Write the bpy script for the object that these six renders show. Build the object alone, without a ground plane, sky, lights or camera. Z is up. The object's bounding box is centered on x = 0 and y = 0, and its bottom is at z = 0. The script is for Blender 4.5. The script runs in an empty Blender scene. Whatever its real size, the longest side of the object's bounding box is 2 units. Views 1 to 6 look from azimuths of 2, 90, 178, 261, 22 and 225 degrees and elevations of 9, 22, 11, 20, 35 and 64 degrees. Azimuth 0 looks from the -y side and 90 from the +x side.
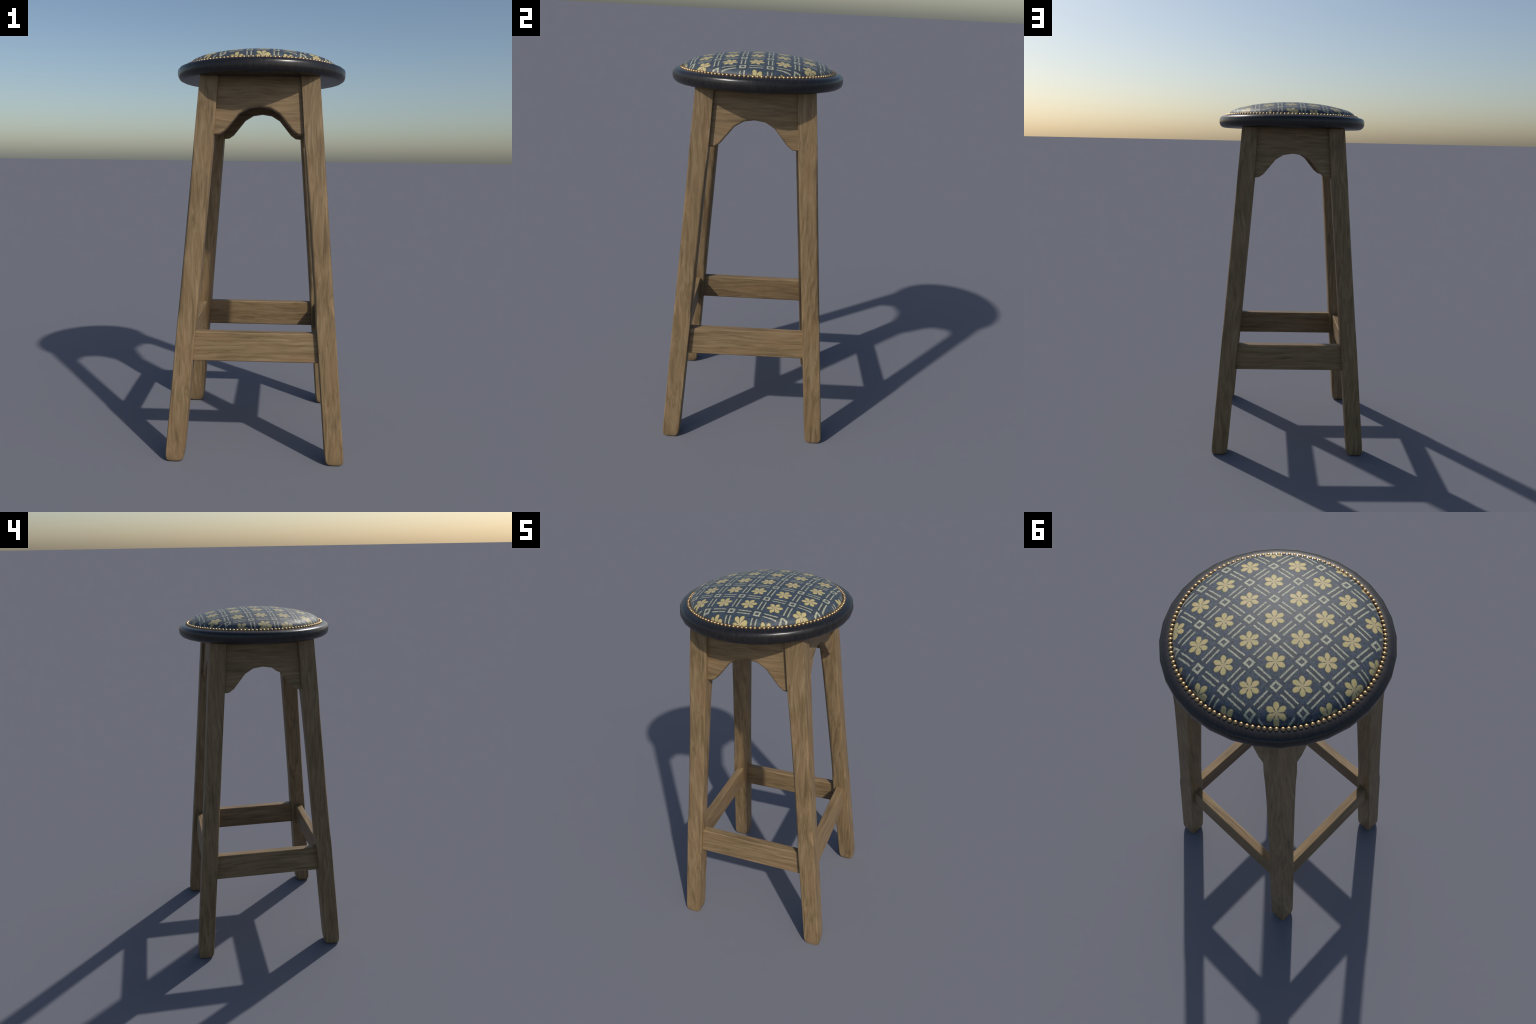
# Tall upholstered bar stool: splayed oak legs, arched aprons, stretchers,
# ebonised round seat with a domed woven cushion held by a ring of brass nails.
import bpy, bmesh, math, random
from mathutils import Vector, Matrix

random.seed(7)

# ------------------------------------------------------------------ dimensions
SPLAY = 0.0845                 # how far each leg face moves outward per metre down
LEG_TOP = 1.8545               # underside of the seat
HALF_TOP = 0.2808              # half width over the legs at the underside


def half(z):
    """Distance of the outer leg faces from the axis at height z."""
    return HALF_TOP + (LEG_TOP - 0.0015 - z) * SPLAY


def lerp_table(table, x):
    """Piecewise linear lookup in a short profile (pairs sorted by first item)."""
    if x <= table[0][0]:
        return table[0][1]
    for (x0, y0), (x1, y1) in zip(table, table[1:]):
        if x <= x1:
            return y0 + (y1 - y0) * (x - x0) / (x1 - x0)
    return table[-1][1]


# ------------------------------------------------------------------ node helper
class N:
    """Tiny expression helper: arithmetic on sockets builds Math nodes."""
    tree = None

    def __init__(self, s):
        self.s = s

    @staticmethod
    def op(name, *args, clamp=False):
        nd = N.tree.nodes.new("ShaderNodeMath")
        nd.operation = name
        nd.use_clamp = clamp
        for i, a in enumerate(args):
            if isinstance(a, N):
                N.tree.links.new(a.s, nd.inputs[i])
            else:
                nd.inputs[i].default_value = a
        return N(nd.outputs[0])

    def __add__(self, o): return N.op("ADD", self, o)
    def __radd__(self, o): return N.op("ADD", o, self)
    def __sub__(self, o): return N.op("SUBTRACT", self, o)
    def __rsub__(self, o): return N.op("SUBTRACT", o, self)
    def __mul__(self, o): return N.op("MULTIPLY", self, o)
    def __rmul__(self, o): return N.op("MULTIPLY", o, self)
    def __truediv__(self, o): return N.op("DIVIDE", self, o)


def nabs(a): return N.op("ABSOLUTE", a)
def nmax(a, b): return N.op("MAXIMUM", a, b)
def nmin(a, b): return N.op("MINIMUM", a, b)


def below(x, limit, soft):
    """1 where x < limit, 0 where x > limit, with a soft edge."""
    return N.op("MULTIPLY", (limit - x) + soft * 0.5, 1.0 / soft, clamp=True)


def new_material(name):
    m = bpy.data.materials.new(name)
    m.use_nodes = True
    N.tree = m.node_tree
    return m, m.node_tree.nodes["Principled BSDF"]


def link(a, b):
    N.tree.links.new(a, b)


def vec(x, y, z):
    nd = N.tree.nodes.new("ShaderNodeCombineXYZ")
    for i, a in enumerate((x, y, z)):
        if isinstance(a, N):
            link(a.s, nd.inputs[i])
        else:
            nd.inputs[i].default_value = a
    return nd.outputs[0]


def split(sock):
    nd = N.tree.nodes.new("ShaderNodeSeparateXYZ")
    link(sock, nd.inputs[0])
    return [N(o) for o in nd.outputs]


def noise(vector, scale, detail=2.0, rough=0.5, distortion=0.0):
    nd = N.tree.nodes.new("ShaderNodeTexNoise")
    link(vector, nd.inputs["Vector"])
    nd.inputs["Scale"].default_value = scale
    nd.inputs["Detail"].default_value = detail
    nd.inputs["Roughness"].default_value = rough
    nd.inputs["Distortion"].default_value = distortion
    return nd


def ramp(fac, stops):
    nd = N.tree.nodes.new("ShaderNodeValToRGB")
    cr = nd.color_ramp
    while len(cr.elements) < len(stops):
        cr.elements.new(0.5)
    for e, (p, c) in zip(cr.elements, stops):
        e.position = p
        e.color = (*c, 1.0)
    link(fac.s if isinstance(fac, N) else fac, nd.inputs[0])
    return nd.outputs[0]


def mix(fac, a, b, mode="MIX"):
    nd = N.tree.nodes.new("ShaderNodeMix")
    nd.data_type = "RGBA"
    nd.blend_type = mode
    if isinstance(fac, N):
        link(fac.s, nd.inputs[0])
    else:
        nd.inputs[0].default_value = fac
    for i, c in ((6, a), (7, b)):
        if isinstance(c, tuple):
            nd.inputs[i].default_value = (*c, 1.0)
        else:
            link(c, nd.inputs[i])
    return nd.outputs[2]


def bump(height, strength, distance, bsdf):
    nd = N.tree.nodes.new("ShaderNodeBump")
    nd.inputs["Strength"].default_value = strength
    nd.inputs["Distance"].default_value = distance
    link(height.s if isinstance(height, N) else height, nd.inputs["Height"])
    link(nd.outputs[0], bsdf.inputs["Normal"])


def object_coords():
    return N.tree.nodes.new("ShaderNodeTexCoord").outputs["Object"]


# ------------------------------------------------------------------ materials
def wood_material(name, grain_axis):
    m, b = new_material(name)
    x, y, z = split(object_coords())
    info = N.tree.nodes.new("ShaderNodeObjectInfo")
    shift = N(info.outputs["Random"]) * 9.0
    if grain_axis == "z":
        along, p, q = z, x, y
    else:
        along, p, q = x, z, y
    along = along + shift
    q = q + shift * 0.37
    # slow sideways wander of the fibres gives flame shaped figure
    wander = noise(vec(p * 1.0, q * 1.0, along * 0.32), 9.0, 2.0, 0.5)
    wr, wg, wb = split(wander.outputs["Color"])
    p2 = p + (wr - 0.5) * 0.055
    q2 = q + (wg - 0.5) * 0.055
    st = vec(p2, q2, along * 0.050)
    rings = N(noise(st, 70.0, 3.0, 0.55, 0.25).outputs[0])
    fibre = N(noise(vec(p2, q2, along * 0.03), 190.0, 2.0, 0.6).outputs[0])
    patch = N(noise(vec(p * 1.0, q * 1.0, along * 0.25), 11.0, 2.0, 0.5).outputs[0])
    lines = N(noise(vec(p2, q2, along * 0.028), 105.0, 2.0, 0.5).outputs[0])
    fac = rings * 0.66 + fibre * 0.24 + patch * 0.24 - 0.08
    col = ramp(fac, [(0.33, (0.124, 0.082, 0.039)),
                     (0.46, (0.194, 0.131, 0.065)),
                     (0.56, (0.240, 0.165, 0.086)),
                     (0.67, (0.292, 0.207, 0.117))])
    # thin dark pore lines
    pore = N.op("MULTIPLY", lines - 0.575, 9.0, clamp=True)
    col = mix(pore * 0.42, col, (0.118, 0.070, 0.030))
    # patches drifting towards a redder tone
    red = N.op("MULTIPLY", N(noise(vec(p, q, along * 0.3), 17.0, 1.0).outputs[0]) - 0.48, 4.0, clamp=True)
    col = mix(red * 0.35, col, (0.265, 0.158, 0.078))
    link(col, b.inputs["Base Color"])
    rough = 0.52 + (fibre - 0.5) * 0.25
    link(rough.s, b.inputs["Roughness"])
    b.inputs["Specular IOR Level"].default_value = 0.32
    bump(rings * 0.5 + fibre * 0.5, 0.16, 0.004, b)
    return m


def ebonised_material():
    m, b = new_material("ebonised_wood")
    x, y, z = split(object_coords())
    ang = N.op("ARCTAN2", y, x)
    rad = N.op("SQRT", x * x + y * y)
    # streaks that run across the rim, from the nails down over the edge
    streak = N(noise(vec(ang * 1.0, rad * 0.25, z * 0.6), 60.0, 3.0, 0.6).outputs[0])
    broad = N(noise(vec(x, y, z), 9.0, 2.0, 0.5).outputs[0])
    col = ramp(streak, [(0.30, (0.0075, 0.0072, 0.0085)),
                        (0.55, (0.0125, 0.0115, 0.0120)),
                        (0.74, (0.0300, 0.0225, 0.0180))])
    col = mix(N.op("MULTIPLY", broad - 0.45, 2.5, clamp=True) * 0.4, col, (0.0125, 0.0105, 0.0115))
    link(col, b.inputs["Base Color"])
    rough = 0.30 + (streak - 0.5) * 0.18
    link(rough.s, b.inputs["Roughness"])
    b.inputs["Specular IOR Level"].default_value = 0.5
    bump(streak, 0.05, 0.003, b)
    return m


def brass_material():
    m, b = new_material("aged_brass")
    info = N.tree.nodes.new("ShaderNodeObjectInfo")
    col = ramp(N(info.outputs["Random"]), [(0.0, (0.46, 0.305, 0.155)), (1.0, (0.55, 0.375, 0.200))])
    link(col, b.inputs["Base Color"])
    b.inputs["Metallic"].default_value = 1.0
    b.inputs["Roughness"].default_value = 0.46
    return m


PITCH = 0.1230                       # repeat of the woven pattern
FLOWER_AT = (0.0146, 0.0000)        # one flower centre


def fabric_material():
    m, b = new_material("woven_tapestry")
    co = object_coords()
    x, y, z = split(co)
    flat = vec(x, y, 0.0)
    # ragged edges of the weave
    rag = split(noise(flat, 260.0, 1.0, 0.5).outputs["Color"])
    rag2 = split(noise(flat, 60.0, 1.0, 0.5).outputs["Color"])
    xx = x + (rag[0] - 0.5) * 0.0050 + (rag2[0] - 0.5) * 0.0030
    yy = y + (rag[1] - 0.5) * 0.0050 + (rag2[1] - 0.5) * 0.0030

    def cell(v, origin):
        t = (v - origin) / PITCH + 0.5
        return (N.op("FRACT", t) - 0.5) * PITCH
    u = cell(xx, FLOWER_AT[0])
    v = cell(yy, FLOWER_AT[1])
    eu = PITCH / 2 - nabs(u)          # distance from the cell border in x
    ev = PITCH / 2 - nabs(v)
    # small open squares on the cell corners
    sq = nmax(eu, ev)
    square = below(sq, 0.0150, 0.0032) - below(sq, 0.0078, 0.0032)
    halo = below(sq, 0.0205, 0.006)
    dot = below(sq, 0.0030, 0.0030)
    # pairs of bars along the cell borders
    bar_y = below(nabs(eu - 0.0096), 0.0026, 0.0036) * below(nabs(v), 0.0320, 0.003)
    bar_x = below(nabs(ev - 0.0090), 0.0026, 0.0036) * below(nabs(u), 0.0315, 0.003)
    bars = nmax(bar_x, bar_y)
    between = nmax(below(eu, 0.0135, 0.005) * below(nabs(v), 0.034, 0.006),
                   below(ev, 0.0130, 0.005) * below(nabs(u), 0.034, 0.006))
    # six petalled flower in the middle of the cell
    r = N.op("SQRT", u * u + v * v)
    ang = N.op("ARCTAN2", v, u) + math.radians(45.0)
    sector = math.radians(60.0)
    fold = (N.op("FRACT", ang / sector + 3.5) - 0.5) * sector
    pu = r * N.op("COSINE", fold)
    pv = nabs(r * N.op("SINE", fold))
    ex = (pu - 0.0232) / 0.0128
    ey = pv / 0.0094
    oval = N.op("SQRT", ex * ex + ey * ey)
    petal = nmax(below(oval, 1.0, 0.30),
                 below(pv - pu * 0.37, 0.0006, 0.0018) * below(pu, 0.0232, 0.002))
    petal_halo = below(oval, 1.42, 0.4)
    vein = below(pv, 0.0012, 0.0016) * below(pu, 0.017, 0.006)
    # ground cloth: blue with coloured specks of single threads
    speck = split(noise(flat, 170.0, 2.0, 0.7).outputs["Color"])
    slow = split(noise(flat, 82.0, 2.0, 0.65).outputs["Color"])
    cloth = ramp(speck[0] * 0.6 + slow[2] * 0.4,
                 [(0.39, (0.009, 0.017, 0.030)),
                  (0.49, (0.029, 0.044, 0.064)),
                  (0.59, (0.078, 0.092, 0.106))])
    cloth = mix(N.op("MULTIPLY", slow[0] - 0.50, 8.0, clamp=True) * 0.75, cloth, (0.042, 0.050, 0.118))
    cloth = mix(N.op("MULTIPLY", slow[1] - 0.52, 8.0, clamp=True) * 0.60, cloth, (0.016, 0.054, 0.074))
    cloth = mix(N.op("MULTIPLY", speck[1] - 0.52, 6.0, clamp=True) * 0.45, cloth, (0.050, 0.066, 0.052))
    dark = nmax(nmax(between, halo), petal_halo)
    cloth = mix(dark * 0.62, cloth, (0.036, 0.038, 0.038))
    bar_col = ramp(speck[2], [(0.34, (0.200, 0.230, 0.160)),
                              (0.50, (0.355, 0.372, 0.272)),
                              (0.64, (0.490, 0.455, 0.370))])
    petal_tint = N(noise(flat, 75.0, 1.0).outputs[0])
    petal_col = ramp(petal_tint, [(0.36, (0.400, 0.365, 0.150)),
                                  (0.52, (0.475, 0.382, 0.155)),
                                  (0.64, (0.520, 0.372, 0.190))])
    petal_col = mix(below(pu, 0.018, 0.020) * 0.55, petal_col, (0.500, 0.362, 0.190))
    petal_col = mix(below(0.0 - oval, -0.62, 0.5) * 0.30, petal_col, (0.400, 0.400, 0.190))
    petal_col = mix(vein * 0.5, petal_col, (0.46, 0.35, 0.22))
    petal_col = mix(N.op("MULTIPLY", speck[1] - 0.52, 6.0, clamp=True) * 0.30, petal_col, (0.22, 0.21, 0.09))
    col = mix(nmax(square, bars), cloth, bar_col)
    col = mix(dot * 0.35, col, (0.14, 0.13, 0.13))
    col = mix(petal, col, petal_col)
    link(col, b.inputs["Base Color"])
    b.inputs["Roughness"].default_value = 0.56
    b.inputs["Specular IOR Level"].default_value = 0.44
    b.inputs["Sheen Weight"].default_value = 0.08
    raised = nmax(nmax(square, bars), petal)
    bump(raised * 0.55 + speck[0] * 0.35, 0.22, 0.003, b)
    return m


# ------------------------------------------------------------------ mesh helpers
def make_object(name, bm, material, parent, smooth_angle=40.0, weighted=True):
    bmesh.ops.recalc_face_normals(bm, faces=bm.faces)
    me = bpy.data.meshes.new(name)
    bm.to_mesh(me)
    bm.free()
    me.materials.append(material)
    for p in me.polygons:
        p.use_smooth = True
    me.set_sharp_from_angle(angle=math.radians(smooth_angle))
    ob = bpy.data.objects.new(name, me)
    bpy.context.scene.collection.objects.link(ob)
    ob.parent = parent
    if weighted:
        mod = ob.modifiers.new("weighted_normals", "WEIGHTED_NORMAL")
        mod.keep_sharp = True
        mod.weight = 80
    return ob


def loft(bm, rings, cap_start=True, cap_end=True):
    rows = [[bm.verts.new(c) for c in ring] for ring in rings]
    n = len(rows[0])
    for a, b in zip(rows, rows[1:]):
        for i in range(n):
            j = (i + 1) % n
            bm.faces.new((a[i], a[j], b[j], b[i]))
    if cap_start:
        bm.faces.new(rows[0][::-1])
    if cap_end:
        bm.faces.new(rows[-1])
    return rows


def lathe(bm, profile, segments):
    """Revolve (radius, z) points; a zero radius end becomes a pole."""
    rows = []
    for r, z in profile:
        if r < 1e-6:
            rows.append([bm.verts.new((0, 0, z))])
        else:
            rows.append([bm.verts.new((r * math.cos(2 * math.pi * i / segments),
                                       r * math.sin(2 * math.pi * i / segments), z))
                         for i in range(segments)])
    for a, b in zip(rows, rows[1:]):
        for i in range(segments):
            j = (i + 1) % segments
            if len(a) == 1:
                bm.faces.new((a[0], b[j], b[i]))
            elif len(b) == 1:
                bm.faces.new((a[i], a[j], b[0]))
            else:
                bm.faces.new((a[i], a[j], b[j], b[i]))


# ------------------------------------------------------------------ the stool
leg_wood = wood_material("oak_upright_grain", "z")
rail_wood = wood_material("oak_level_grain", "x")
ebony = ebonised_material()
brass = brass_material()
fabric = fabric_material()

stool = bpy.data.objects.new("bar_stool", None)
bpy.context.scene.collection.objects.link(stool)
stool["label"] = "tall oak bar stool with round blue flowered cushion seat"
stool["category"] = "bar stool"

# ---- seat board: round, 32 sided, with rolled edge
SEAT_R = 0.4246
seat_profile = [(0.0, 1.8495), (0.30, 1.8495), (0.3945, 1.8495), (0.4045, 1.8515), (0.4130, 1.8560),
                (0.4195, 1.8632), (0.4234, 1.8725), (SEAT_R, 1.8805), (SEAT_R, 1.8900), (0.4236, 1.8985), (0.4208, 1.9052),
                (0.4160, 1.9102), (0.4092, 1.9138), (0.4000, 1.9163), (0.3900, 1.9179), (0.3800, 1.9187),
                (0.36, 1.9190), (0.0, 1.9190)]
bm = bmesh.new()
lathe(bm, seat_profile, 32)
seat = make_object("seat", bm, ebony, stool, 50.0, weighted=False)

# ---- domed cushion
dome = [(0.0, 2.0000), (0.050, 1.9996), (0.100, 1.9976), (0.150, 1.9930), (0.195, 1.9870),
        (0.235, 1.9802), (0.270, 1.9728), (0.300, 1.9652), (0.326, 1.9575), (0.344, 1.9503),
        (0.356, 1.9428), (0.364, 1.9350), (0.3695, 1.9262), (0.3715, 1.9180)]
bm = bmesh.new()
lathe(bm, dome + [(0.3715, 1.9140), (0.0, 1.9140)], 64)
cushion = make_object("cushion", bm, fabric, seat, 60.0, weighted=False)

# ---- ring of domed upholstery nails
NAILS = 120
NAIL_RING = 0.3790
bm = bmesh.new()
NR = 0.0085
lathe(bm, [(0.0, -0.0022), (NR * 0.80, -0.0022), (NR * 0.97, -0.0004)] +
      [(NR * math.cos(t), NR * 0.86 * math.sin(t)) for t in [math.radians(d) for d in (8, 22, 36, 50, 64, 78)]] +
      [(0.0, NR * 0.86)], 16)
nail0 = make_object("upholstery_nail", bm, brass, seat, 80.0, weighted=False)
for i in range(NAILS):
    ob = nail0 if i == 0 else nail0.copy()
    if i:
        bpy.context.scene.collection.objects.link(ob)
    a = 2 * math.pi * (i + random.uniform(-0.05, 0.05)) / NAILS + math.radians(1.5)
    r = NAIL_RING + random.uniform(-0.0006, 0.0006)
    tilt = Matrix.Rotation(math.radians(random.uniform(4, 12)), 4, Vector((-math.sin(a), math.cos(a), 0)))
    ob.parent = seat
    ob.matrix_basis = Matrix.Translation((r * math.cos(a), r * math.sin(a), 1.9195)) @ tilt

# ---- legs: tapering square posts, stop chamfered between apron and stretcher
WIDTH = [(0.0, 0.0910), (0.9, 0.0910), (1.5, 0.0915), (1.85, 0.0885)]
CHAMFER = [(0.0, 0.0190), (0.004, 0.0165), (0.012, 0.0130), (0.030, 0.0080), (0.060, 0.0060), (0.45, 0.0055), (0.665, 0.0038), (0.705, 0.0050), (0.735, 0.0110), (0.80, 0.0130), (1.0, 0.0142),
           (1.3, 0.0125), (1.44, 0.0100), (1.492, 0.0082), (1.535, 0.0040), (1.56, 0.0020), (1.90, 0.0020)]
INNER = [(0.0, 0.002), (0.50, 0.003), (0.62, 0.006), (0.75, 0.0115), (1.50, 0.0115), (1.60, 0.006)]
FOOT = [(0.0, 0.0075), (0.004, 0.0040), (0.012, 0.0020), (0.030, 0.0006), (0.060, 0.0)]
LEVELS = [0.0, 0.004, 0.012, 0.030, 0.060, 0.20, 0.40, 0.55, 0.665, 0.69, 0.705, 0.72, 0.735, 0.765, 0.80,
          0.90, 1.0, 1.15, 1.3, 1.44, 1.47, 1.492, 1.515, 1.535, 1.56, 1.60, 1.70, LEG_TOP]


def leg_ring(z):
    out = half(z) - lerp_table(FOOT, z)
    inn = half(z) - lerp_table(WIDTH, z) + lerp_table(FOOT, z)
    c0 = lerp_table(CHAMFER, z)
    corners = [((out, out), (-1, 0), (0, -1)), ((inn, out), (0, -1), (1, 0)),
               ((inn, inn), (1, 0), (0, 1)), ((out, inn), (0, 1), (-1, 0))]
    ring = []
    for i, ((cx, cy), d1, d2) in enumerate(corners):
        c = c0 + (lerp_table(INNER, z) if i == 2 else 0.0)       # the hidden inner arris is cut wider
        k = c * 0.34                               # slight roundness of the chamfer
        a = (cx + d2[0] * c, cy + d2[1] * c)
        b_ = (cx + d1[0] * c, cy + d1[1] * c)
        mid = (cx + (d1[0] + d2[0]) * k, cy + (d1[1] + d2[1]) * k)
        ring += [a, mid, b_]
    return ring


FOOT_C = half(0) - 0.0457
bm = bmesh.new()
loft(bm, [[(x - FOOT_C + SPLAY * 0, y - FOOT_C, z) for x, y in leg_ring(z)] for z in LEVELS])
leg0 = make_object("leg", bm, leg_wood, stool, 70.0)
for i in range(4):
    ob = leg0 if i == 0 else leg0.copy()
    if i:
        bpy.context.scene.collection.objects.link(ob)
    ob.parent = stool
    R = Matrix.Rotation(math.radians(90 * i), 4, "Z")
    ob.matrix_basis = R @ Matrix.Translation((FOOT_C, FOOT_C, 0))

# ---- aprons: boards with a shaped arch, set back from the leg faces
APRON_INSET = 0.0190
APRON_THICK = 0.0440
ARCH = [(0.0, 1.7112), (0.051, 1.7035), (0.0955, 1.6768), (0.128, 1.6370), (0.1600, 1.5980),
        (0.1860, 1.5800), (0.2100, 1.5775)]
APRON_END = 0.232
bm = bmesh.new()
edge = [(-x, z) for x, z in reversed(ARCH[1:])] + ARCH


def apron_loop(offset, lift):
    """Closed outline (x, y, z) at a depth behind the leg face; lift rounds the arch edge."""
    pts = [(-APRON_END, edge[0][1] + lift)]
    n = len(edge)
    for i, (x, z) in enumerate(edge):
        x0, z0 = edge[max(i - 1, 0)]
        x1, z1 = edge[min(i + 1, n - 1)]
        tx, tz = x1 - x0, z1 - z0
        ln = math.hypot(tx, tz)
        pts.append((x - tz / ln * lift, z + tx / ln * lift))
    pts.append((APRON_END, edge[-1][1] + lift))
    top = LEG_TOP - 0.0005
    low = len(pts)
    loop = [(x, half(z) - offset, z) for x, z in pts]
    loop += [(x, half(top) - offset, top) for x, z in reversed(pts)]
    return loop, low


def grid_board(bm, layers):
    """Board from outline layers; every outline is a lower row and the matching upper row."""
    rows = []
    for loop, low in layers:
        vs = [bm.verts.new(c) for c in loop]
        rows.append((vs, low))
    for (a, low), (b_, _) in zip(rows, rows[1:]):
        n = len(a)
        for i in range(n):
            j = (i + 1) % n
            bm.faces.new((a[i], a[j], b_[j], b_[i]))
    for vs, low in (rows[0], rows[-1]):
        n = len(vs)
        for i in range(low - 1):
            bm.faces.new((vs[i], vs[i + 1], vs[n - 2 - i], vs[n - 1 - i]))


grid_board(bm, [apron_loop(APRON_INSET, 0.0095), apron_loop(APRON_INSET + 0.0030, 0.0032),
                apron_loop(APRON_INSET + 0.0065, 0.0),
                apron_loop(APRON_INSET + APRON_THICK - 0.003, 0.0),
                apron_loop(APRON_INSET + APRON_THICK, 0.003)])
for v in bm.verts:                                  # own origin in the middle of the board
    v.co.y -= 0.27
    v.co.z -= 1.70
apron0 = make_object("apron", bm, rail_wood, stool, 46.0)
for i in range(4):
    ob = apron0 if i == 0 else apron0.copy()
    if i:
        bpy.context.scene.collection.objects.link(ob)
    ob.parent = stool
    ob.matrix_basis = Matrix.Rotation(math.radians(90 * i), 4, "Z") @ Matrix.Translation((0, 0.27, 1.70))

# ---- stretchers: flat rails low between the legs
S_LOW, S_TOP = 0.4940, 0.6372
S_INSET, S_THICK = 0.0235, 0.0440


def stretcher_section(rnd=0.0065):
    sec = []
    def corner(off, z, so, sz):
        for d in (0, 30, 60, 90):
            t = math.radians(d)
            yield off + so * rnd * (1 - math.sin(t)), z + sz * rnd * (1 - math.cos(t))
    sec += list(corner(S_INSET, S_LOW, 1, 1))
    sec += list(reversed(list(corner(S_INSET, S_TOP, 1, -1))))
    sec += list(corner(S_INSET + S_THICK, S_TOP, -1, -1))
    sec += list(reversed(list(corner(S_INSET + S_THICK, S_LOW, -1, 1))))
    return sec


bm = bmesh.new()
sec = stretcher_section()
rings = []
for s in (-1.0, -0.5, 0.0, 0.5, 1.0):
    rings.append([(s * (half(z) - 0.078), half(z) - off - 0.36, z - 0.571) for off, z in sec])
loft(bm, rings)
stretcher0 = make_object("stretcher", bm, rail_wood, stool, 50.0)
for i in range(4):
    ob = stretcher0 if i == 0 else stretcher0.copy()
    if i:
        bpy.context.scene.collection.objects.link(ob)
    ob.parent = stool
    ob.matrix_basis = Matrix.Rotation(math.radians(90 * i), 4, "Z") @ Matrix.Translation((0, 0.36, 0.571))
